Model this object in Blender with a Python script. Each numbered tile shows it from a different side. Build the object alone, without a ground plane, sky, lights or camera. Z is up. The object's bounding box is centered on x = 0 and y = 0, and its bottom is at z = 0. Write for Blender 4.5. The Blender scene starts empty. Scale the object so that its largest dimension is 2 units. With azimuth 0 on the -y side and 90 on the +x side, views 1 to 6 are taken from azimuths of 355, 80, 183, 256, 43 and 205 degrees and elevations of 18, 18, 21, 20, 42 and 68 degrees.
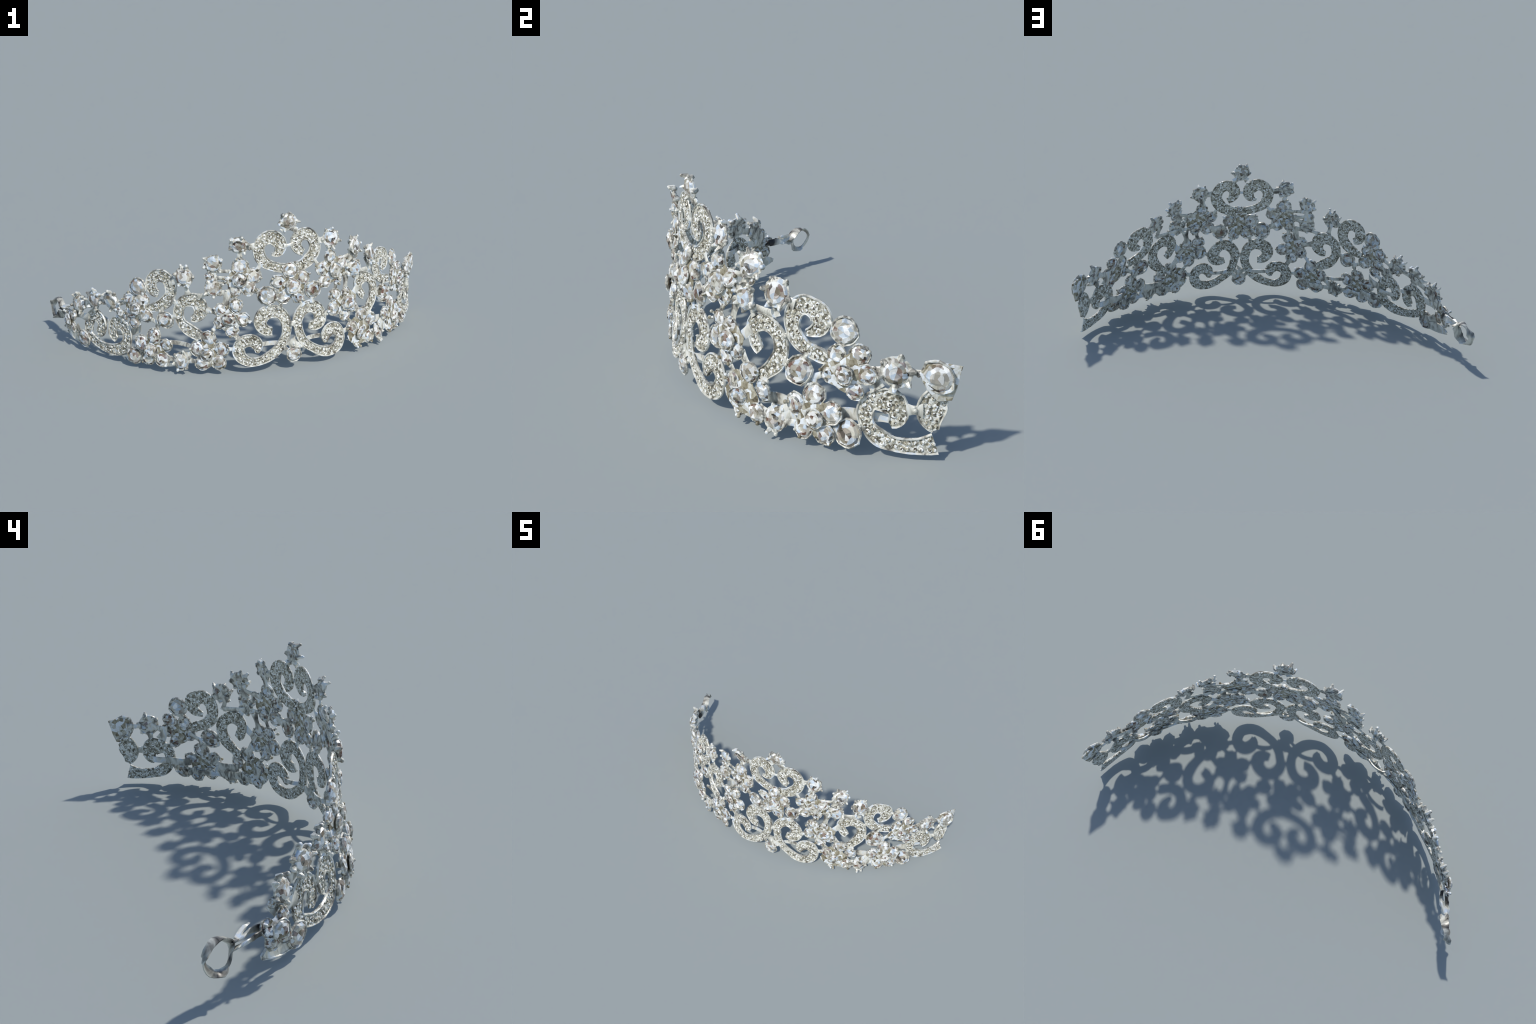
"""A rhinestone tiara lying upright on its rim: an openwork band of pave scrolls,
claw-set and bezel-set stones and stone flowers, bent round part of a circle.
Every part is laid out on the unrolled band (s = distance along it, z = height,
n = distance outwards) and bent onto the band's surface."""
import bpy, bmesh, math, random
from mathutils import Matrix, Vector, noise

random.seed(11)
R0, CX, CY = 0.95, 0.02, 0.55          # unrolling radius, axis of the band
Z_SHIFT = 0.0


def band_radius(phi, z):
    """Plan radius of the band: opens towards the ends, leans in towards the top."""
    sag = max(0.0, min(1.0, (0.25 - phi) / 1.0, (phi + 1.2) / 0.4))
    lean = -0.100 - 0.025 * phi - 0.114 * max(0.0, -0.35 - phi) ** 2
    flare = max(0.0, min(1.0, (phi - 1.1) / 0.22)) * (z - 0.1) / 0.2
    return (0.942 - 0.010 * phi + 0.026 * phi ** 2 - 0.003 * phi ** 3 + 0.005 * phi ** 4
            + z * lean - 0.018 * sag + 0.019 * flare)


def bend(s, z, n=0.0):
    phi = s / R0
    r = band_radius(phi, z) + n
    return Vector((CX + r * math.sin(phi), CY - r * math.cos(phi), z + Z_SHIFT))


def frame(s, z, n=0.0, spin=0.0, tilt=(0.0, 0.0)):
    """Local frame on the band: x along it, y up it, z outwards."""
    e = 0.004
    x = (bend(s + e, z) - bend(s - e, z)).normalized()
    y = (bend(s, z + e) - bend(s, z - e)).normalized()
    o = x.cross(y).normalized()
    y = o.cross(x)
    m = Matrix((x, y, o)).transposed().to_4x4()
    m.translation = bend(s, z, n)
    return m @ Matrix.Rotation(tilt[0], 4, 'X') @ Matrix.Rotation(tilt[1], 4, 'Y') @ Matrix.Rotation(spin, 4, 'Z')


# ---------------------------------------------------------------- materials
def lin(r, g, b):
    return tuple(((c / 255 + 0.055) / 1.055) ** 2.4 if c > 10 else c / 255 / 12.92 for c in (r, g, b)) + (1.0,)


class Nodes:
    def __init__(self, name):
        self.mat = bpy.data.materials.new(name)
        self.mat.use_nodes = True
        self.t = self.mat.node_tree
        self.bsdf = self.t.nodes["Principled BSDF"]
        self.coord = self.t.nodes.new("ShaderNodeTexCoord").outputs["Object"]

    def add(self, kind, ins=(), **props):
        n = self.t.nodes.new(kind)
        for k, v in props.items():
            setattr(n, k, v)
        for k, v in dict(ins).items():
            if isinstance(v, bpy.types.NodeSocket):
                self.t.links.new(v, n.inputs[k])
            else:
                n.inputs[k].default_value = v
        return n

    def math(self, op, a, b=0.0, c=0.0):
        return self.add("ShaderNodeMath", {0: a, 1: b, 2: c}, operation=op).outputs[0]

    def ramp(self, fac, stops, interp='LINEAR'):
        n = self.add("ShaderNodeValToRGB", {"Fac": fac})
        cr = n.color_ramp
        cr.interpolation = interp
        while len(cr.elements) < len(stops):
            cr.elements.new(0.5)
        for e, (p, c) in zip(cr.elements, stops):
            e.position, e.color = p, lin(*c)
        return n.outputs["Color"]

    def mix(self, fac, a, b, mode='MIX'):
        n = self.add("ShaderNodeMix", data_type='RGBA', blend_type=mode)
        for k, v in ((0, fac), (6, a), (7, b)):
            if isinstance(v, bpy.types.NodeSocket):
                self.t.links.new(v, n.inputs[k])
            else:
                n.inputs[k].default_value = v
        return n.outputs[2]

    def finish(self, color, rough, metallic=0.0, bump=None, spec=0.4):
        b = self.bsdf
        self.t.links.new(color, b.inputs["Base Color"])
        b.inputs["Roughness"].default_value = rough
        b.inputs["Metallic"].default_value = metallic
        b.inputs["Specular IOR Level"].default_value = spec
        if bump is not None:
            n = self.add("ShaderNodeBump", {"Height": bump, "Strength": 0.35, "Distance": 0.003})
            self.t.links.new(n.outputs[0], b.inputs["Normal"])
        return self.mat


def crystal_material():
    """Cut glass: each facet (ring x sector of the cut) is painted as its own glint or dark reflection."""
    N = Nodes("cut_crystal")
    sep = N.add("ShaderNodeSeparateXYZ", {0: N.coord})
    x, y = sep.outputs[0], sep.outputs[1]
    rnd = N.add("ShaderNodeObjectInfo").outputs["Random"]
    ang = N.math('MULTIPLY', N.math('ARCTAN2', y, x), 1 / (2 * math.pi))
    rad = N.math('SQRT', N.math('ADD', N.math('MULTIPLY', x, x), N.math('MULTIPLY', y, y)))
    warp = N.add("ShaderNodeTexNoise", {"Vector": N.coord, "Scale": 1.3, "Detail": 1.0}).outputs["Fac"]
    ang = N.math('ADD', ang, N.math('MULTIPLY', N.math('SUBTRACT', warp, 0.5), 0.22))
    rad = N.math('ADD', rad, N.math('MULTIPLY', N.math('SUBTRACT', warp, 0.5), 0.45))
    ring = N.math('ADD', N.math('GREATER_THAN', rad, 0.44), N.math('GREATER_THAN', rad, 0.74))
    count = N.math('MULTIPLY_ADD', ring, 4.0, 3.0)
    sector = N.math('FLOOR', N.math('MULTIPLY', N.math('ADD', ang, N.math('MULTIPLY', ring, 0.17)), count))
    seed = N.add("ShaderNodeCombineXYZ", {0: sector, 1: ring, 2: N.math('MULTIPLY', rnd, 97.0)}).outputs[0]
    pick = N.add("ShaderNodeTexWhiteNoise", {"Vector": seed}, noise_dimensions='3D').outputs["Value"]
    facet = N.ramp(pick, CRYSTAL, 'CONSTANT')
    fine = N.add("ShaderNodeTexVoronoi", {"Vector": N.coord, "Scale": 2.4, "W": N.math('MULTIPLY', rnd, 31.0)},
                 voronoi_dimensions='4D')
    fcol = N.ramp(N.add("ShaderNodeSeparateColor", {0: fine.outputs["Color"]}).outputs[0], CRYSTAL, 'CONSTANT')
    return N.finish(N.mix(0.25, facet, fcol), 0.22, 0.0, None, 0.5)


CRYSTAL = [(0.0, (46, 42, 38)), (0.07, (110, 80, 66)), (0.15, (120, 113, 94)), (0.25, (154, 142, 128)),  # whites are painted sparkle, browns and darks are surroundings reflected in the glass
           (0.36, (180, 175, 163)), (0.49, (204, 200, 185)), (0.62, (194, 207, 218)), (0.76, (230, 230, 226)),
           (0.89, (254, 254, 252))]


def pave_material():
    """Small stones: each its own tint, split by its facets."""
    N = Nodes("pave_crystal")
    isl = N.add("ShaderNodeNewGeometry").outputs["Random Per Island"]
    vor = N.add("ShaderNodeTexVoronoi", {"Vector": N.coord, "Scale": 190.0})
    v = N.add("ShaderNodeSeparateColor", {0: vor.outputs["Color"]}).outputs[0]
    f = N.math('FRACT', N.math('ADD', v, N.math('MULTIPLY', isl, 3.0)))
    col = N.ramp(f, [(0.0, (86, 78, 66)), (0.14, (140, 134, 116)), (0.30, (180, 174, 154)), (0.49, (207, 203, 186)),
                     (0.68, (226, 228, 226)), (0.85, (253, 253, 250))], 'CONSTANT')
    return N.finish(col, 0.3, 0.0, None, 0.5)


def bed_material():
    """Floor of a pave channel: grains of metal and dark gaps."""
    N = Nodes("pave_bed")
    vor = N.add("ShaderNodeTexVoronoi", {"Vector": N.coord, "Scale": 95.0})
    v = N.add("ShaderNodeSeparateColor", {0: vor.outputs["Color"]}).outputs[0]
    nz = N.add("ShaderNodeTexNoise", {"Vector": N.coord, "Scale": 170.0, "Detail": 3.0}).outputs["Fac"]
    f = N.math('ADD', N.math('MULTIPLY', v, 0.6), N.math('MULTIPLY', N.math('SUBTRACT', nz, 0.3), 0.9))
    col = N.ramp(f, [(0.0, (62, 58, 48)), (0.22, (106, 102, 88)), (0.40, (154, 151, 136)), (0.60, (196, 194, 182)),
                     (0.80, (242, 242, 236))])
    return N.finish(col, 0.45, 0.0, nz, 0.4)


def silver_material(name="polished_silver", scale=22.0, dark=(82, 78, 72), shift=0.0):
    """Bright cast metal with its reflections painted on as pale and dark noise streaks."""
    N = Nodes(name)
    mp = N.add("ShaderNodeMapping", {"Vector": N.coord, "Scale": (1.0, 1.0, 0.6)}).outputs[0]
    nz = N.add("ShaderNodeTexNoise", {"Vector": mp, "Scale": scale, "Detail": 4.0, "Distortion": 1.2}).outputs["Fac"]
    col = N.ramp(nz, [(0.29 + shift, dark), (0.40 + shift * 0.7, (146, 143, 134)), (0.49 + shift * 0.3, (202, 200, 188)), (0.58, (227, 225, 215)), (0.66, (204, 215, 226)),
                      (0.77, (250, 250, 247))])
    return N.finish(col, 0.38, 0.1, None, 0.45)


def gilt_material():
    """Worn plating between the petals, slightly golden."""
    N = Nodes("worn_plating")
    vor = N.add("ShaderNodeTexVoronoi", {"Vector": N.coord, "Scale": 62.0})
    v = N.add("ShaderNodeSeparateColor", {0: vor.outputs["Color"]}).outputs[0]
    nz = N.add("ShaderNodeTexNoise", {"Vector": N.coord, "Scale": 90.0, "Detail": 4.0}).outputs["Fac"]
    f = N.math('ADD', N.math('MULTIPLY', v, 0.75), N.math('MULTIPLY', N.math('SUBTRACT', nz, 0.3), 0.6))
    col = N.ramp(f, [(0.0, (70, 62, 50)), (0.22, (128, 120, 98)), (0.42, (170, 164, 144)), (0.62, (204, 204, 196)),
                     (0.8, (230, 234, 236))])
    return N.finish(col, 0.4, 0.0, nz, 0.4)


CRYSTAL_MAT, PAVE_MAT, BED_MAT = crystal_material(), pave_material(), bed_material()
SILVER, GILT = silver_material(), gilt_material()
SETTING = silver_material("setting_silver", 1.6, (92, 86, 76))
LOOP_MAT = silver_material("mirror_silver", 11.0, (44, 42, 42), 0.06)  # near-black and blue-white reflections of the loop baked into its base colour

# ---------------------------------------------------------------- scene helpers
tiara = bpy.data.objects.new("tiara", None)
bpy.context.scene.collection.objects.link(tiara)
tiara["label"] = "silver rhinestone tiara with pave scrolls, stone flowers and end loop"
tiara["category"] = "tiara"


def mesh_from(name, bm, mats, smooth=False):
    me = bpy.data.meshes.new(name)
    bm.normal_update()
    bm.to_mesh(me)
    bm.free()
    for m in mats:
        me.materials.append(m)
    for p in me.polygons:
        p.use_smooth = smooth
    if smooth:
        me.set_sharp_from_angle(angle=math.radians(40))
    return me


def place(name, me, parent=tiara, matrix=None):
    ob = bpy.data.objects.new(name, me)
    bpy.context.scene.collection.objects.link(ob)
    ob.parent = parent
    m = matrix if matrix is not None else Matrix()
    pm = parent.get("_m")
    if pm is not None:
        ob.matrix_parent_inverse = Matrix([pm[i * 4:i * 4 + 4] for i in range(4)]).inverted()
    ob.matrix_basis = m
    return ob


def remember(ob):
    """Keep a parent's matrix so that children can be placed in world terms."""
    ob["_m"] = [v for row in ob.matrix_basis for v in row]
    return ob


def ring(bm, pts):
    return [bm.verts.new(p) for p in pts]


def bridge(bm, a, b, mat=0, flip=False):
    k = len(a)
    for i in range(k):
        f = (a[i], a[(i + 1) % k], b[(i + 1) % k], b[i])
        f = bm.faces.new(f[::-1] if flip else f)
        f.material_index = mat


def lathe(bm, profile, sides, mats=None, phase=0.0, wobble=0.0, rng=None):
    """Turn (radius, height) rings about z, capping both ends."""
    rings = []
    for r, h in profile:
        pts = []
        for i in range(sides):
            a = phase + 2 * math.pi * i / sides
            k = 1 + (rng.uniform(-wobble, wobble) if rng else 0)
            pts.append((r * k * math.cos(a), r * k * math.sin(a), h))
        rings.append(ring(bm, pts))
    for i in range(len(rings) - 1):
        bridge(bm, rings[i], rings[i + 1], mats[i] if mats else 0)
    f = bm.faces.new(rings[0][::-1])
    f.material_index = mats[0] if mats else 0
    f = bm.faces.new(rings[-1])
    f.material_index = mats[-1] if mats else 0


def ball(bm, centre, radius, seg=8):
    m = Matrix.Translation(centre)
    bmesh.ops.create_uvsphere(bm, u_segments=seg, v_segments=max(4, seg - 2), radius=radius, matrix=m)


def tube(bm, pts, radii, sides=6):
    """Round bar through points with its own radius at each."""
    prev = None
    rings = []
    for i, p in enumerate(pts):
        d = (pts[min(i + 1, len(pts) - 1)] - pts[max(i - 1, 0)]).normalized()
        u = d.orthogonal().normalized() if prev is None else (prev - d * prev.dot(d)).normalized()
        prev = u
        v = d.cross(u)
        rings.append(ring(bm, [p + (u * math.cos(a) + v * math.sin(a)) * radii[i]
                               for a in (2 * math.pi * j / sides for j in range(sides))]))
    for a, b in zip(rings, rings[1:]):
        bridge(bm, a, b)
    bm.faces.new(rings[0][::-1])
    bm.faces.new(rings[-1])


def catmull(pts, t):
    n = len(pts) - 1
    i = min(int(t), n - 1)
    f = t - i
    p = [pts[max(0, i - 1)], pts[i], pts[i + 1], pts[min(n, i + 2)]]
    return tuple(0.5 * (2 * b + (c - a) * f + (2 * a - 5 * b + 4 * c - d) * f * f + (3 * b - a - 3 * c + d) * f ** 3)
                 for a, b, c, d in zip(*p))


def resample(pts, step):
    fine = [catmull(pts, k / 12) for k in range(12 * (len(pts) - 1) + 1)]
    out, acc = [fine[0]], 0.0
    for a, b in zip(fine, fine[1:]):
        acc += math.hypot(b[0] - a[0], b[1] - a[1])
        if acc >= step:
            out.append(b)
            acc = 0.0
    if acc > step * 0.4:
        out.append(fine[-1])
    for _ in range(1):
        out = [out[0]] + [tuple((a + 2 * b + c) / 4 for a, b, c in zip(*w)) for w in zip(out, out[1:], out[2:])] + [out[-1]]
    return out


# ---------------------------------------------------------------- stones
def gem_mesh(rng, high):
    """Round brilliant of unit radius: table, crown, girdle, shallow pavilion behind."""
    bm = bmesh.new()
    lathe(bm, [(0.40, -0.10), (0.72, -0.10), (0.95, -0.05), (0.97, 0.03), (0.78, high * 0.70), (0.46, high)],
          8, None, rng.uniform(0, 1), 0.08, rng)
    for v in bm.verts:
        v.co += Vector((rng.uniform(-.05, .05), rng.uniform(-.05, .05), rng.uniform(-.08, .08)))
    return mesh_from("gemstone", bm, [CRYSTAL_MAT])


def bezel_mesh(rng):
    """Thin rim round the girdle, unit radius of the stone."""
    bm = bmesh.new()
    n = 22
    prof = [(0.84, -0.10), (1.02, -0.13), (1.09, 0.0), (1.03, 0.13), (0.95, 0.10), (0.92, -0.02)]
    rings = []
    wob = [1 + rng.uniform(-0.06, 0.06) for _ in range(n)]
    for r, h in prof:
        rings.append(ring(bm, [(r * wob[i] * math.cos(2 * math.pi * i / n), r * wob[i] * math.sin(2 * math.pi * i / n), h)
                               for i in range(n)]))
    for a, b in zip(rings, rings[1:] + rings[:1]):
        bridge(bm, a, b)
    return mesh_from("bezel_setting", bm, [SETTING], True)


def claw_mesh(rng):
    """Cup with seven prongs whose round tips stand outside the stone."""
    bm = bmesh.new()
    lathe(bm, [(0.60, -0.10), (0.86, -0.14), (1.04, -0.08), (1.08, 0.04), (0.94, 0.07), (0.6, -0.05)], 16, None, 0, 0.03, rng)
    k = rng.choice((5, 6, 7, 8))
    off = rng.uniform(0, 1)
    for i in range(k):
        a = off + 2 * math.pi * (i + rng.uniform(-0.25, 0.25)) / k
        c = Vector((math.cos(a), math.sin(a), 0))
        reach = rng.uniform(1.05, 1.30)
        up = rng.uniform(0.05, 0.35)
        pts = [c * 0.86 + Vector((0, 0, -0.05)), c * 1.04 + Vector((0, 0, 0.0)), c * reach + Vector((0, 0, up))]
        tube(bm, pts, [0.30, 0.26, 0.14], 6)
        ball(bm, pts[-1], rng.uniform(0.11, 0.20))
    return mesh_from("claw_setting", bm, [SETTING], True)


vr = random.Random(5)
GEMS = [gem_mesh(vr, vr.uniform(0.28, 0.46)) for _ in range(12)]
BEZELS = [bezel_mesh(vr) for _ in range(5)]
CLAWS = [claw_mesh(vr) for _ in range(12)]
circles = []            # every laid-out element as discs, used to find where links are needed


def stone(kind, s, z, r, n=0.0, parent=tiara, tag=None):
    rng = random
    m = frame(s, z, n, rng.uniform(0, 6.28), (rng.gauss(0, 0.12), rng.gauss(0, 0.12)))
    u = rng.uniform(0.93, 1.08)
    squash = Matrix.Diagonal((u, 1 / u, rng.uniform(0.8, 1.2), 1))
    if kind == 'claw':
        g = r * 1.16
        setting = place("claw_setting", rng.choice(CLAWS), parent, m @ Matrix.Scale(g, 4) @ squash)
    else:
        g = r * 1.13
        setting = place("bezel_setting", rng.choice(BEZELS), parent, m @ Matrix.Scale(g, 4) @ squash)
    if parent is tiara:
        gp = remember(setting)
    else:
        gp = parent
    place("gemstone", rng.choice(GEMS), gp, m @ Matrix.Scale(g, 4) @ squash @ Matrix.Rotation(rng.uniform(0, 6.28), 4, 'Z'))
    circles.append((tag or setting.name, s, z, r * (1.12 if kind == 'bezel' else 1.2)))


def bead(bm, s, z, n, r):
    ball(bm, bend(s, z, n), r, 8)


def flower(centre, petals, tag, n=0.0):
    """Petal stones round a raised middle stone on a small plate."""
    s0, z0, r0 = centre
    m = frame(s0, z0, n)
    bm = bmesh.new()
    rp = sum(math.hypot(p[0] - s0, p[1] - z0) for p in petals) / len(petals)
    lathe(bm, [(rp * 0.80, 0.000), (rp * 1.00, 0.001), (rp * 0.5, 0.008)], 20, None, 0, 0.16, random)
    for s, z, r in petals:
        d = Vector((s - s0, z - z0))
        a0 = math.atan2(d.y, d.x)
        for k in range(random.choice((1, 1, 2))):
            a = a0 + random.uniform(-0.9, 0.9)
            e = r * random.uniform(1.05, 1.2)
            c = Vector((d.x + e * math.cos(a), d.y + e * math.sin(a), random.uniform(-0.002, 0.010)))
            ball(bm, c, random.uniform(0.005, 0.0075), 8)
            tube(bm, [Vector((d.x + 0.8 * r * math.cos(a), d.y + 0.8 * r * math.sin(a), 0.0)), c], [0.006, 0.004], 5)
    base = remember(place("flower_cluster", mesh_from("flower_cluster", bm, [GILT], True), tiara, m))
    stone('bezel', s0, z0, r0, n + 0.017, base, tag)
    for p in petals:
        stone('bezel', *p, n + random.uniform(-0.005, 0.003), base, tag)


# ---------------------------------------------------------------- layout on the unrolled band
# scroll spines: (s, z, half width) control points from tip to tip
SCROLLS = {}
SCROLLS["heart_l"] = [  # heart, left curl
    (0.134, 0.576, 0.005), (0.155, 0.575, 0.015), (0.173, 0.587, 0.026), (0.183, 0.604, 0.032), (0.175, 0.636, 0.036),
    (0.133, 0.659, 0.032), (0.092, 0.647, 0.030), (0.068, 0.613, 0.030), (0.070, 0.580, 0.030), (0.091, 0.544, 0.027),
    (0.134, 0.520, 0.023), (0.177, 0.507, 0.023), (0.221, 0.502, 0.020),
]
SCROLLS["heart_r"] = [  # heart, right curl
    (0.308, 0.565, 0.016), (0.283, 0.582, 0.024), (0.267, 0.610, 0.032), (0.279, 0.639, 0.031), (0.308, 0.654, 0.029),
    (0.348, 0.647, 0.030), (0.374, 0.614, 0.032), (0.377, 0.578, 0.033), (0.359, 0.547, 0.031), (0.329, 0.524, 0.030),
    (0.289, 0.505, 0.026), (0.251, 0.500, 0.028),
]
SCROLLS["bl"] = [  # centre S, left
    (0.117, 0.204, 0.020), (0.089, 0.208, 0.024), (0.062, 0.234, 0.030), (0.059, 0.261, 0.033), (0.078, 0.290, 0.034),
    (0.116, 0.302, 0.031), (0.158, 0.292, 0.028), (0.183, 0.262, 0.027), (0.192, 0.223, 0.026), (0.187, 0.181, 0.023),
    (0.170, 0.146, 0.024), (0.142, 0.112, 0.024), (0.102, 0.084, 0.024), (0.051, 0.063, 0.021), (0.000, 0.060, 0.022),
    (-0.043, 0.084, 0.028), (-0.057, 0.117, 0.031), (-0.055, 0.131, 0.029), (-0.044, 0.152, 0.029), (-0.021, 0.165, 0.030),
    (0.010, 0.168, 0.029), (0.032, 0.153, 0.031), (0.041, 0.131, 0.027), (0.035, 0.104, 0.009),
]
SCROLLS["br"] = [  # centre S, right
    (0.312, 0.207, 0.018), (0.338, 0.201, 0.025), (0.368, 0.212, 0.033), (0.379, 0.239, 0.035), (0.368, 0.272, 0.032),
    (0.337, 0.298, 0.030), (0.300, 0.297, 0.029), (0.267, 0.273, 0.028), (0.249, 0.237, 0.026), (0.254, 0.200, 0.023),
    (0.264, 0.158, 0.023), (0.290, 0.119, 0.022), (0.324, 0.093, 0.021), (0.369, 0.066, 0.024), (0.417, 0.055, 0.025),
    (0.465, 0.067, 0.027), (0.486, 0.097, 0.028), (0.489, 0.126, 0.027), (0.474, 0.154, 0.031), (0.442, 0.166, 0.031),
    (0.410, 0.148, 0.030), (0.400, 0.123, 0.023), (0.401, 0.102, 0.009),
]
SCROLLS["mr"] = [  # middle, right
    (0.680, 0.270, 0.016), (0.664, 0.286, 0.024), (0.649, 0.310, 0.022), (0.644, 0.332, 0.027), (0.651, 0.354, 0.032),
    (0.675, 0.366, 0.031), (0.710, 0.365, 0.026), (0.738, 0.351, 0.025), (0.756, 0.334, 0.027), (0.765, 0.312, 0.028),
    (0.765, 0.282, 0.028), (0.751, 0.247, 0.031), (0.715, 0.211, 0.024), (0.679, 0.184, 0.024),
]
SCROLLS["ur"] = [  # upper, right
    (0.859, 0.364, 0.011), (0.882, 0.371, 0.018), (0.904, 0.383, 0.028), (0.912, 0.401, 0.033), (0.910, 0.419, 0.039),
    (0.898, 0.434, 0.036), (0.875, 0.446, 0.030), (0.849, 0.451, 0.031), (0.823, 0.438, 0.031), (0.809, 0.418, 0.032),
    (0.804, 0.390, 0.030), (0.809, 0.363, 0.026), (0.820, 0.345, 0.028), (0.839, 0.327, 0.026), (0.864, 0.313, 0.023),
    (0.891, 0.305, 0.023), (0.919, 0.297, 0.023), (0.937, 0.293, 0.018),
]
SCROLLS["er"] = [  # end, right
    (1.138, 0.111, 0.013), (1.154, 0.123, 0.024), (1.163, 0.148, 0.032), (1.156, 0.166, 0.037), (1.140, 0.185, 0.042),
    (1.083, 0.181, 0.028), (1.062, 0.154, 0.027), (1.061, 0.123, 0.025), (1.072, 0.097, 0.023), (1.089, 0.077, 0.027),
    (1.116, 0.060, 0.028), (1.144, 0.051, 0.023), (1.183, 0.046, 0.024), (1.224, 0.047, 0.026), (1.252, 0.052, 0.031),
    (1.272, 0.058, 0.034),
]
SCROLLS["pr"] = [  # cut stub, right
    (1.271, 0.102, 0.014), (1.261, 0.123, 0.029), (1.257, 0.151, 0.040), (1.263, 0.179, 0.043), (1.275, 0.206, 0.037),
    (1.291, 0.219, 0.028),
]
SCROLLS["ml"] = [  # middle, left
    (-0.289, 0.279, 0.014), (-0.264, 0.283, 0.023), (-0.240, 0.309, 0.033), (-0.238, 0.333, 0.035), (-0.251, 0.359, 0.036),
    (-0.280, 0.371, 0.033), (-0.320, 0.363, 0.028), (-0.346, 0.337, 0.027), (-0.354, 0.303, 0.027), (-0.344, 0.267, 0.023),
    (-0.325, 0.241, 0.027), (-0.292, 0.218, 0.030), (-0.244, 0.192, 0.025),
]
SCROLLS["ul"] = [  # upper, left
    (-0.461, 0.387, 0.017), (-0.488, 0.398, 0.025), (-0.503, 0.426, 0.030), (-0.497, 0.457, 0.031), (-0.468, 0.477, 0.030),
    (-0.434, 0.479, 0.030), (-0.404, 0.458, 0.030), (-0.391, 0.423, 0.031), (-0.396, 0.389, 0.028), (-0.416, 0.357, 0.031),
    (-0.454, 0.332, 0.027), (-0.492, 0.318, 0.021), (-0.522, 0.309, 0.018),
]
SCROLLS["el"] = [  # double, left end
    (-0.724, 0.118, 0.017), (-0.749, 0.139, 0.025), (-0.751, 0.173, 0.028), (-0.736, 0.197, 0.032), (-0.702, 0.210, 0.033),
    (-0.664, 0.187, 0.030), (-0.652, 0.149, 0.027), (-0.657, 0.113, 0.028), (-0.682, 0.081, 0.031), (-0.735, 0.062, 0.029),
    (-0.789, 0.060, 0.024), (-0.843, 0.068, 0.021), (-0.884, 0.083, 0.022), (-0.912, 0.097, 0.020), (-0.926, 0.116, 0.026),
    (-0.927, 0.146, 0.029), (-0.921, 0.178, 0.032), (-0.905, 0.203, 0.030), (-0.873, 0.213, 0.030), (-0.835, 0.197, 0.029),
    (-0.825, 0.164, 0.027), (-0.836, 0.135, 0.028), (-0.852, 0.120, 0.019),
]

# large claw-set stones of the crest and the rim: (s, z, radius)
CLAW_STONES = [
    (0.229, 0.725, 0.0355), (-0.034, 0.634, 0.0353), (0.473, 0.611, 0.0359), (0.633, 0.545, 0.0356),
    (0.748, 0.476, 0.0371), (-0.167, 0.549, 0.0355), (-0.169, 0.433, 0.0346), (0.612, 0.434, 0.0349),
    (-0.316, 0.485, 0.0369), (-0.751, 0.315, 0.0390), (-0.879, 0.294, 0.0413), (-1.006, 0.247, 0.0384),
    (1.157, 0.288, 0.0399), (-0.341, 0.067, 0.0352), (0.757, 0.066, 0.0329),
]
# bezel-set stones hanging between the ornaments
DROP_STONES = [
    (0.994, 0.388, 0.0390), (-0.577, 0.411, 0.0411), (0.840, 0.243, 0.0413), (-0.423, 0.265, 0.0366),
    (1.010, 0.069, 0.0389), (-0.602, 0.062, 0.0382), (0.343, 0.380, 0.0354), (0.097, 0.382, 0.0401),
    (-0.187, 0.487, 0.0188), (0.631, 0.496, 0.0176),
]
# flowers: middle stone, then the petals
FLOWERS = {}
FLOWERS["centre"] = [
    (0.231, 0.419, 0.0318), (0.224, 0.494, 0.0316), (0.159, 0.443, 0.0316), (0.292, 0.447, 0.0308),
    (0.257, 0.365, 0.0309), (0.181, 0.369, 0.0318),
]
FLOWERS["upper_left"] = [
    (-0.034, 0.472, 0.0314), (-0.031, 0.532, 0.0334), (0.034, 0.485, 0.0324), (0.006, 0.427, 0.0315),
    (-0.063, 0.422, 0.0315), (-0.094, 0.470, 0.0167),
]
FLOWERS["upper_right"] = [
    (0.478, 0.458, 0.0325), (0.459, 0.522, 0.0280), (0.531, 0.481, 0.0283), (0.401, 0.473, 0.0279),
    (0.422, 0.409, 0.0324), (0.496, 0.406, 0.0261),
]
FLOWERS["middle_left"] = [
    (-0.095, 0.284, 0.0314), (-0.060, 0.345, 0.0289), (-0.030, 0.274, 0.0302), (-0.084, 0.226, 0.0291),
    (-0.138, 0.265, 0.0291), (-0.136, 0.325, 0.0277),
]
FLOWERS["middle_right"] = [
    (0.542, 0.278, 0.0331), (0.473, 0.328, 0.0283), (0.464, 0.262, 0.0328), (0.526, 0.219, 0.0287),
    (0.579, 0.249, 0.0266), (0.541, 0.324, 0.0264),
]
FLOWERS["low_left_outer"] = [
    (-0.493, 0.111, 0.0305), (-0.484, 0.181, 0.0333), (-0.551, 0.134, 0.0337), (-0.419, 0.143, 0.0302),
    (-0.439, 0.069, 0.0334), (-0.519, 0.063, 0.0307),
]
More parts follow.
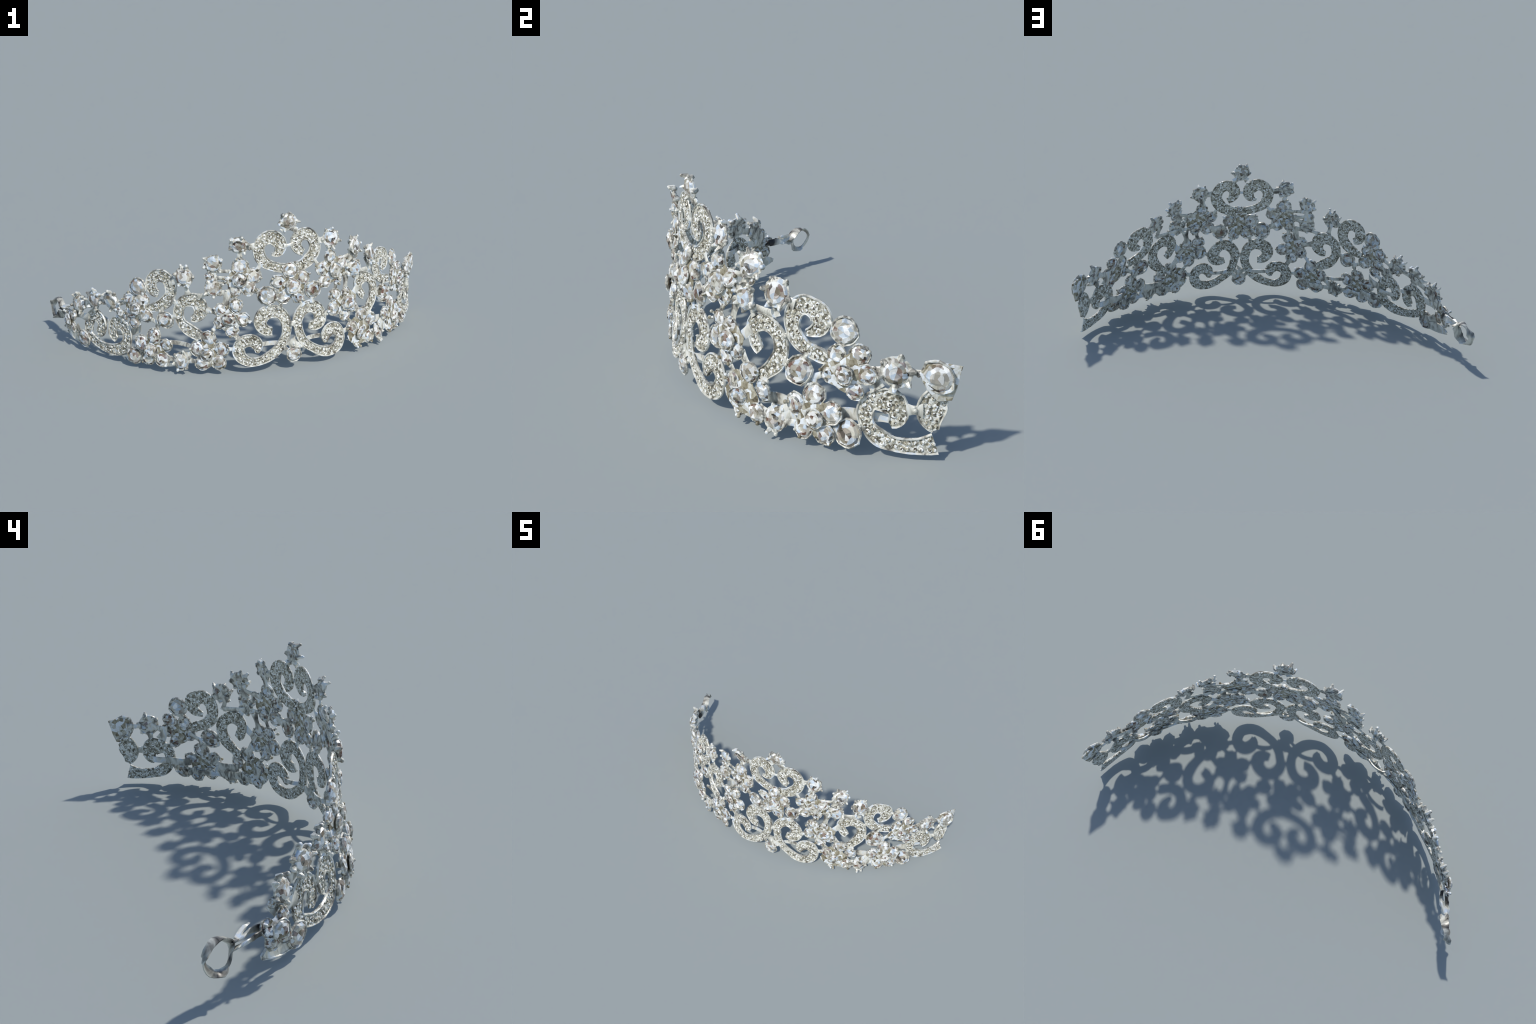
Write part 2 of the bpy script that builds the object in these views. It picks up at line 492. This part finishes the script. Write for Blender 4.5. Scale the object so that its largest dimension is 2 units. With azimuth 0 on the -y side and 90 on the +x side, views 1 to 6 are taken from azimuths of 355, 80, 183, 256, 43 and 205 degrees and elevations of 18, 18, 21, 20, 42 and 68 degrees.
FLOWERS["low_left_inner"] = [
    (-0.209, 0.113, 0.0294), (-0.201, 0.185, 0.0329), (-0.259, 0.135, 0.0319), (-0.140, 0.132, 0.0318),
    (-0.157, 0.068, 0.0331), (-0.233, 0.062, 0.0320),
]
FLOWERS["low_right_inner"] = [
    (0.609, 0.107, 0.0286), (0.640, 0.189, 0.0331), (0.567, 0.142, 0.0287), (0.704, 0.146, 0.0296),
    (0.678, 0.064, 0.0300), (0.596, 0.055, 0.0221),
]
FLOWERS["low_right_outer"] = [
    (0.905, 0.106, 0.0272), (0.898, 0.177, 0.0318), (0.834, 0.135, 0.0306), (0.957, 0.127, 0.0301),
    (0.934, 0.054, 0.0305), (0.864, 0.061, 0.0291),
]
FLOWERS["end_right"] = [
    (1.000, 0.263, 0.0258), (0.971, 0.312, 0.0285), (1.044, 0.322, 0.0289), (1.067, 0.266, 0.0284),
    (0.946, 0.252, 0.0246), (1.031, 0.211, 0.0249),
]
FLOWERS["end_left"] = [
    (-0.583, 0.306, 0.0262), (-0.553, 0.346, 0.0325), (-0.633, 0.345, 0.0306), (-0.620, 0.280, 0.0296),
    (-0.533, 0.277, 0.0315), (-0.598, 0.231, 0.0263),
]
FLOWER_PROUD = {'left_tip': 0.016, 'low_right_outer': 0.003, 'end_right': 0.006, 'low_left_outer': 0.003}
FLOWERS["left_tip"] = [
    (-1.056, 0.150, 0.0300), (-1.092, 0.160, 0.0270), (-1.030, 0.115, 0.0260), (-1.085, 0.112, 0.0240),
    (-1.030, 0.180, 0.0240),
]
DROP_STONES.append((-0.956, 0.072, 0.0400))
DROP_STONES += [(-0.715, 0.285, 0.018), (-0.690, 0.262, 0.018), (-1.045, 0.222, 0.020), (-0.660, 0.245, 0.016)]
DROP_STONES.append((1.276, 0.280, 0.0430))
OPEN_GAPS = {('er', 'pr')}     # parts that stand close but do not touch
# bars that span wider gaps: s0, z0, s1, z1, half width
EXTRA_LINKS = [
    (0.721, 0.465, 0.745, 0.395, 0.014), (-0.318, 0.465, -0.300, 0.395, 0.014),
    (-0.030, 0.610, -0.030, 0.550, 0.012), (0.463, 0.595, 0.452, 0.545, 0.012),
    (-0.925, 0.185, -1.030, 0.185, 0.020), (0.205, 0.150, 0.230, 0.110, 0.028),
    (0.541, 0.320, 0.560, 0.405, 0.018), (-0.115, 0.340, -0.100, 0.400, 0.018),
    (0.610, 0.530, 0.600, 0.470, 0.020), (-0.168, 0.520, -0.169, 0.460, 0.020),
    (0.613, 0.504, 0.500, 0.495, 0.012), (-0.188, 0.486, -0.080, 0.472, 0.012), (-0.150, 0.512, -0.040, 0.508, 0.010),
    (0.480, 0.411, 0.600, 0.420, 0.012), (-0.169, 0.410, -0.080, 0.405, 0.016), (-0.250, 0.390, -0.160, 0.408, 0.010),
    (0.610, 0.412, 0.745, 0.402, 0.012), (0.395, 0.610, 0.455, 0.612, 0.016), (0.045, 0.620, -0.030, 0.625, 0.016),
    (0.195, 0.680, 0.225, 0.710, 0.014), (0.275, 0.675, 0.235, 0.710, 0.014), (0.200, 0.610, 0.250, 0.612, 0.010),
    (0.885, 0.225, 0.945, 0.255, 0.012), (0.890, 0.222, 0.900, 0.195, 0.012),
    (-0.455, 0.238, -0.515, 0.265, 0.012), (-0.465, 0.235, -0.478, 0.195, 0.012),
    (1.185, 0.165, 1.235, 0.165, 0.018), (1.190, 0.285, 1.260, 0.285, 0.011), (1.060, 0.275, 1.140, 0.285, 0.014),
    (-0.720, 0.300, -0.640, 0.330, 0.014), (-0.744, 0.305, -0.873, 0.285, 0.015), (-0.873, 0.280, -1.000, 0.240, 0.018),
    (-1.000, 0.235, -1.060, 0.190, 0.028), (-0.880, 0.270, -0.870, 0.235, 0.022), (-0.740, 0.290, -0.690, 0.240, 0.014),
    (0.340, 0.400, 0.410, 0.410, 0.012), (0.095, 0.385, 0.020, 0.420, 0.012), (-0.915, 0.100, -0.960, 0.075, 0.014),
    (-0.960, 0.080, -1.030, 0.115, 0.018),
    (0.570, 0.280, 0.640, 0.335, 0.020), (0.735, 0.470, 0.815, 0.445, 0.016), (-0.325, 0.470, -0.400, 0.445, 0.014), (0.600, 0.250, 0.648, 0.195, 0.012), (0.525, 0.215, 0.580, 0.150, 0.012),
    (-0.150, 0.262, -0.200, 0.190, 0.012), (-0.210, 0.325, -0.140, 0.310, 0.016), (-0.084, 0.215, -0.050, 0.170, 0.012),
    (0.690, 0.075, 0.765, 0.070, 0.020), (0.765, 0.085, 0.840, 0.135, 0.018), (0.770, 0.065, 0.868, 0.066, 0.016),
    (-0.340, 0.080, -0.256, 0.130, 0.016), (-0.340, 0.072, -0.431, 0.076, 0.016), (-0.336, 0.070, -0.230, 0.067, 0.014),
    (0.770, 0.075, 0.825, 0.105, 0.026), (0.868, 0.066, 0.937, 0.059, 0.016), (0.937, 0.068, 1.005, 0.075, 0.015),
    (0.604, 0.060, 0.684, 0.069, 0.016), (0.580, 0.140, 0.604, 0.070, 0.018), (1.070, 0.268, 1.100, 0.220, 0.022),
    (-0.509, 0.071, -0.431, 0.076, 0.014), (-0.589, 0.080, -0.515, 0.090, 0.014), (-0.230, 0.067, -0.156, 0.073, 0.014),
    (-0.645, 0.100, -0.589, 0.078, 0.016), (-0.540, 0.135, -0.600, 0.150, 0.010),
    (0.712, 0.152, 0.700, 0.190, 0.016), (-0.265, 0.200, -0.200, 0.188, 0.018),
]
# comb loops: s0, z0, s1, z1, how far they bow inwards
COMB_LOOPS = [
    (0.045, 0.138, 0.160, 0.138, 0.020), (0.295, 0.138, 0.405, 0.135, 0.022), (-0.410, 0.150, -0.290, 0.135, 0.022),
    (0.695, 0.118, 0.805, 0.120, 0.020, 0.018), (0.960, 0.118, 1.060, 0.122, 0.022, 0.018), (1.060, 0.122, 1.150, 0.124, 0.018, 0.014),
    (0.190, 0.140, 0.250, 0.135, 0.006), (-0.880, 0.205, -0.790, 0.190, 0.022), (-0.740, 0.145, -0.640, 0.150, 0.022),
    (-0.640, 0.165, -0.570, 0.198, 0.020, 0.018),
]
END_LOOP = [
    (-1.225, 0.163, -0.008, 0.020, 0.5), (-1.261, 0.192, -0.000, 0.018, 0.3), (-1.298, 0.183, 0.008, 0.013, -0.7),
    (-1.325, 0.147, 0.015, 0.018, 0.5), (-1.307, 0.108, 0.010, 0.013, 0.8), (-1.276, 0.090, 0.003, 0.019, 0.1),
    (-1.240, 0.104, -0.005, 0.021, -0.7), (-1.227, 0.136, -0.008, 0.020, -0.4),
]
END_STEM = [
    [(-1.085, 0.158, 0.016, 0.013, 1.3), (-1.130, 0.156, 0.008, 0.013, 1.2), (-1.180, 0.148, 0.006, 0.015, 0.9), (-1.228, 0.138, -0.008, 0.020, 0.2)],
    [(-1.095, 0.160, -0.008, 0.014, 1.3), (-1.140, 0.162, -0.020, 0.015, 1.2), (-1.185, 0.162, -0.006, 0.016, 0.7), (-1.228, 0.163, -0.008, 0.020, 0.2)],
]
END_SPIKE = [(-1.205, 0.165, -0.004, 0.010, 1.2), (-1.175, 0.178, -0.016, 0.009, 1.3), (-1.140, 0.186, -0.022, 0.002, 1.4)]
END_PLATES = [
    [(-0.985, 0.050, 0.014), (-1.030, 0.066, 0.026), (-1.085, 0.072, 0.022), (-1.124, 0.068, 0.006)],
]
# straight-cut end behind the last stone
END_SHEETS = [[(1.222, 0.288), (1.245, 0.318), (1.300, 0.322), (1.346, 0.313), (1.338, 0.280), (1.330, 0.243), (1.316, 0.205),
               (1.275, 0.200), (1.245, 0.235)]]
DROP_STONES.append((0.219, 0.080, 0.0330))


# ---------------------------------------------------------------- scrolls
SET_BACK = -0.008       # the scrolls lie behind the stones
def scroll(name, pts, step=0.009, pave=True, n0=SET_BACK, tag=None, rim=0.0050):
    """Tapering channel: raised bright rims, sunken floor set with small stones."""
    line = resample(pts, step)
    bm = bmesh.new()
    rings, frames = [], []
    for i, (s, z, w) in enumerate(line):
        a, b = line[max(0, i - 1)], line[min(len(line) - 1, i + 1)]
        d = Vector((b[0] - a[0], b[1] - a[1])).normalized()
        frames.append((s, z, w, d))
        w = max(w * 1.05, 0.006)
        lip = min(rim, w * 0.4)
        jit = noise.noise(Vector((s * 60, z * 60, 3.0))) * 0.0018
        section = [(-w * 0.97, -0.004), (-w * 1.02, 0.001), (-w + lip * 0.45, 0.0065 + jit), (-w + lip, 0.0055), (-w + lip * 1.25, 0.0015),
                   (w - lip * 1.25, 0.0015), (w - lip, 0.0055), (w - lip * 0.45, 0.0065 - jit), (w * 1.02, 0.001), (w * 0.97, -0.004)]
        rings.append(ring(bm, [bend(s - d.y * o, z + d.x * o, n0 + h) for o, h in section]))
    k = len(rings[0])
    for a, b in zip(rings, rings[1:]):
        for j in range(k):
            f = bm.faces.new((a[j], b[j], b[(j + 1) % k], a[(j + 1) % k]))
            f.material_index = 1 if j in (0, 4, k - 2, k - 1) and pave else 0
    bm.faces.new(rings[0])
    bm.faces.new(rings[-1][::-1])
    bmesh.ops.recalc_face_normals(bm, faces=bm.faces[:])
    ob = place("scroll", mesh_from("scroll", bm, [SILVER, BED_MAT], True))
    for s, z, w, d in frames:
        circles.append((tag or ob.name, s, z, w))
    if not pave:
        return ob
    bm = bmesh.new()
    rng = random
    pos = 0.010
    length = step
    acc = 0.0
    for (a, b) in zip(frames, frames[1:]):
        acc += math.hypot(b[0] - a[0], b[1] - a[1])
        if acc < pos:
            continue
        s, z, w, d = b
        room = w - rim - 0.001
        if room < 0.004:
            pos += 0.008
            continue
        rows = max(1, round(room / 0.0088))
        size = min(0.0100, room / rows)
        for q in range(rows):
            o = (q + 0.5 - rows / 2) * 2 * room / rows + rng.uniform(-0.0015, 0.0015)
            r = size * rng.uniform(0.72, 1.02)
            al = rng.uniform(-0.003, 0.003) + (0.006 if q % 2 else 0)
            ps, pz = s - d.y * o + d.x * al, z + d.x * o + d.y * al
            m = frame(ps, pz, n0 + 0.002, rng.uniform(0, 6), (rng.gauss(0, .15), rng.gauss(0, .15))) @ Matrix.Scale(r, 4)
            for sign in (1, -1):
                mm = m if sign > 0 else frame(ps, pz, n0 - 0.004) @ Matrix.Scale(r, 4) @ Matrix.Rotation(math.pi, 4, 'X')
                low = rng.uniform(0.28, 0.5) if sign > 0 else 0.16
                k = 7
                r0 = ring(bm, [mm @ Vector((math.cos(t), math.sin(t), -0.1)) for t in (2 * math.pi * i / k for i in range(k))])
                r1 = ring(bm, [mm @ Vector((0.85 * math.cos(t), 0.85 * math.sin(t), low * .6)) for t in (2 * math.pi * i / k for i in range(k))])
                r2 = ring(bm, [mm @ Vector((0.45 * math.cos(t), 0.45 * math.sin(t), low)) for t in (2 * math.pi * (i + .5) / k for i in range(k))])
                bridge(bm, r0, r1)
                bridge(bm, r1, r2)
                bm.faces.new(r2)
        pos += 2 * size * 0.98
    stones = place("pave_stones", mesh_from("pave_stones", bm, [PAVE_MAT]), remember(ob))
    stones["kind"] = "stuff"
    return ob


for key, pts in SCROLLS.items():
    scroll(key, pts, tag=key)

# ---------------------------------------------------------------- stones in place
for s, z, r in CLAW_STONES:
    stone('claw', s, z, r, 0.010 if s > 1.1 else 0.003)
for s, z, r in DROP_STONES:
    stone('bezel', s, z, r, 0.008 if s > 1.1 else 0.0)
for tag, (centre, *petals) in FLOWERS.items():
    flower(centre, petals, tag, FLOWER_PROUD.get(tag, 0.0))

# ---------------------------------------------------------------- links
def link(s0, z0, s1, z1, w=0.009, n=-0.004, thick=0.004):
    """Flat cast bar between two parts, waisted in the middle."""
    bm = bmesh.new()
    steps = 6
    L = math.hypot(s1 - s0, z1 - z0)
    d = Vector((s1 - s0, z1 - z0)) / L
    rings = []
    for i in range(steps + 1):
        t = i / steps
        ww = 1.15 * w * (1.1 - 0.4 * math.sin(math.pi * t)) * (1 + noise.noise(Vector((s0 * 40, z0 * 40, t * 3))) * 0.2)
        s, z = s0 + (s1 - s0) * t, z0 + (z1 - z0) * t
        sec = [(ww * math.cos(a), thick * math.sin(a)) for a in (2 * math.pi * j / 8 for j in range(8))]
        rings.append(ring(bm, [bend(s - d.y * o, z + d.x * o, n + h) for o, h in sec]))
    for a, b in zip(rings, rings[1:]):
        bridge(bm, a, b)
    bm.faces.new(rings[0][::-1])
    bm.faces.new(rings[-1])
    for _ in range(random.choice((0, 1, 2))):
        t, o = random.uniform(0.25, 0.75), random.uniform(-0.8, 0.8) * w
        bead(bm, s0 + (s1 - s0) * t - d.y * o, z0 + (z1 - z0) * t + d.x * o, n + thick * 0.6, random.uniform(0.005, 0.009))
    bmesh.ops.recalc_face_normals(bm, faces=bm.faces[:])
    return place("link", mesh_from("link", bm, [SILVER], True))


best = {}
for i, (ta, sa, za, ra) in enumerate(circles):
    for tb, sb, zb, rb in circles[i + 1:]:
        if ta == tb or abs(sa - sb) > 0.15:
            continue
        gap = math.hypot(sa - sb, za - zb) - ra - rb
        k = (min(ta, tb), max(ta, tb))
        if gap < best.get(k, (9,))[0]:
            best[k] = (gap, sa, za, ra, sb, zb, rb)
for k in sorted(best):
    if k in OPEN_GAPS:
        continue
    gap, sa, za, ra, sb, zb, rb = best[k]
    if -0.006 < gap < 0.024:
        L = math.hypot(sa - sb, za - zb)
        ux, uz = (sb - sa) / L, (zb - za) / L
        ia, ib = ra - 0.012, rb - 0.012
        link(sa + ux * ia, za + uz * ia, sb - ux * ib, zb - uz * ib, random.uniform(0.010, 0.015), random.uniform(-0.007, -0.002))
for a in EXTRA_LINKS:
    link(*a)

# ---------------------------------------------------------------- comb loops behind the rim
def strap(s0, z0, s1, z1, bulge, width=0.010, thick=0.003):
    """Strip of sheet metal bowed inwards behind the band."""
    bm = bmesh.new()
    rings = []
    for i in range(15):
        t = i / 14
        n = -0.012 - 0.8 * bulge * math.sin(math.pi * t) ** 0.6
        s, z = s0 + (s1 - s0) * t, z0 + (z1 - z0) * t
        rings.append(ring(bm, [bend(s, z + o, n + h) for o, h in
                               ((-width, -thick), (width, -thick), (width * 1.05, 0), (width, thick), (-width, thick), (-width * 1.05, 0))]))
    for a, b in zip(rings, rings[1:]):
        bridge(bm, a, b)
    bm.faces.new(rings[0][::-1])
    bm.faces.new(rings[-1])
    bmesh.ops.recalc_face_normals(bm, faces=bm.faces[:])
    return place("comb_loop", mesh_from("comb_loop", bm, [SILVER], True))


for a in COMB_LOOPS:
    strap(*a)

# ---------------------------------------------------------------- end loop: a twisted ribbon ring on a stem
def ribbon(name, pts, closed=False):
    """pts: s, z, n, half width, twist (0 = width across the band's thickness)."""
    if closed:
        fine = [catmull(pts[-1:] + pts + pts[:2], 1 + k / 3) for k in range(3 * len(pts))]
    else:
        fine = [catmull(pts, k / 6) for k in range(6 * (len(pts) - 1) + 1)]
    bm = bmesh.new()
    rings = []
    m = len(fine)
    for i, (s, z, n, w, tw) in enumerate(fine):
        a = fine[(i - 1) % m if closed else max(0, i - 1)]
        b = fine[(i + 1) % m if closed else min(m - 1, i + 1)]
        d = (bend(*b[:3]) - bend(*a[:3])).normalized()
        p = bend(s, z, n)
        out = (bend(s, z, n + 0.01) - p).normalized()
        out = (out - d * out.dot(d)).normalized()
        side = d.cross(out)
        u = out * math.cos(tw) + side * math.sin(tw)
        v = d.cross(u)
        t = 0.0050
        jag = 1 + 0.5 * noise.noise(Vector((i * 0.55, 7.0, 0)))
        rings.append(ring(bm, [p + u * (x * w * jag) + v * (y * t) for x, y in ((-1, -.4), (0, -1.3), (1, -.4), (1, .4), (0, 1.3), (-1, .4))]))
    for a, b in zip(rings, rings[1:] + (rings[:1] if closed else [])):
        bridge(bm, a, b)
    if not closed:
        bm.faces.new(rings[0][::-1])
        bm.faces.new(rings[-1])
    bmesh.ops.recalc_face_normals(bm, faces=bm.faces[:])
    return place(name, mesh_from(name, bm, [LOOP_MAT], True))


def sheet(name, outline, n, thick, mat):
    """Flat piece of metal with a given outline on the band."""
    bm = bmesh.new()
    cs, cz = (sum(p[i] for p in outline) / len(outline) for i in (0, 1))
    layers = []
    for h, k in ((-thick, 0.97), (0.0, 1.0), (thick, 0.95)):
        layers.append(ring(bm, [bend(cs + (s - cs) * k, cz + (z - cz) * k, n + h) for s, z in outline]))
    bridge(bm, layers[0], layers[1])
    bridge(bm, layers[1], layers[2])
    for lay, h in ((layers[0], -thick), (layers[2], thick)):
        c = bm.verts.new(bend(cs, cz, n + h * 1.6))
        for a, b in zip(lay, lay[1:] + lay[:1]):
            bm.faces.new((a, b, c))
    bmesh.ops.recalc_face_normals(bm, faces=bm.faces[:])
    return place(name, mesh_from(name, bm, [mat]))


for outline in END_SHEETS:
    sheet("end_plate", outline, 0.004, 0.004, GILT)
ribbon("end_loop", END_LOOP, True)
for strand in END_STEM:
    ribbon("end_loop_stem", strand)
ribbon("end_spike", END_SPIKE)
for s in END_PLATES:
    scroll("plate", s, pave=False, rim=0.004)
for ob in bpy.data.objects:
    if "_m" in ob:
        del ob["_m"]
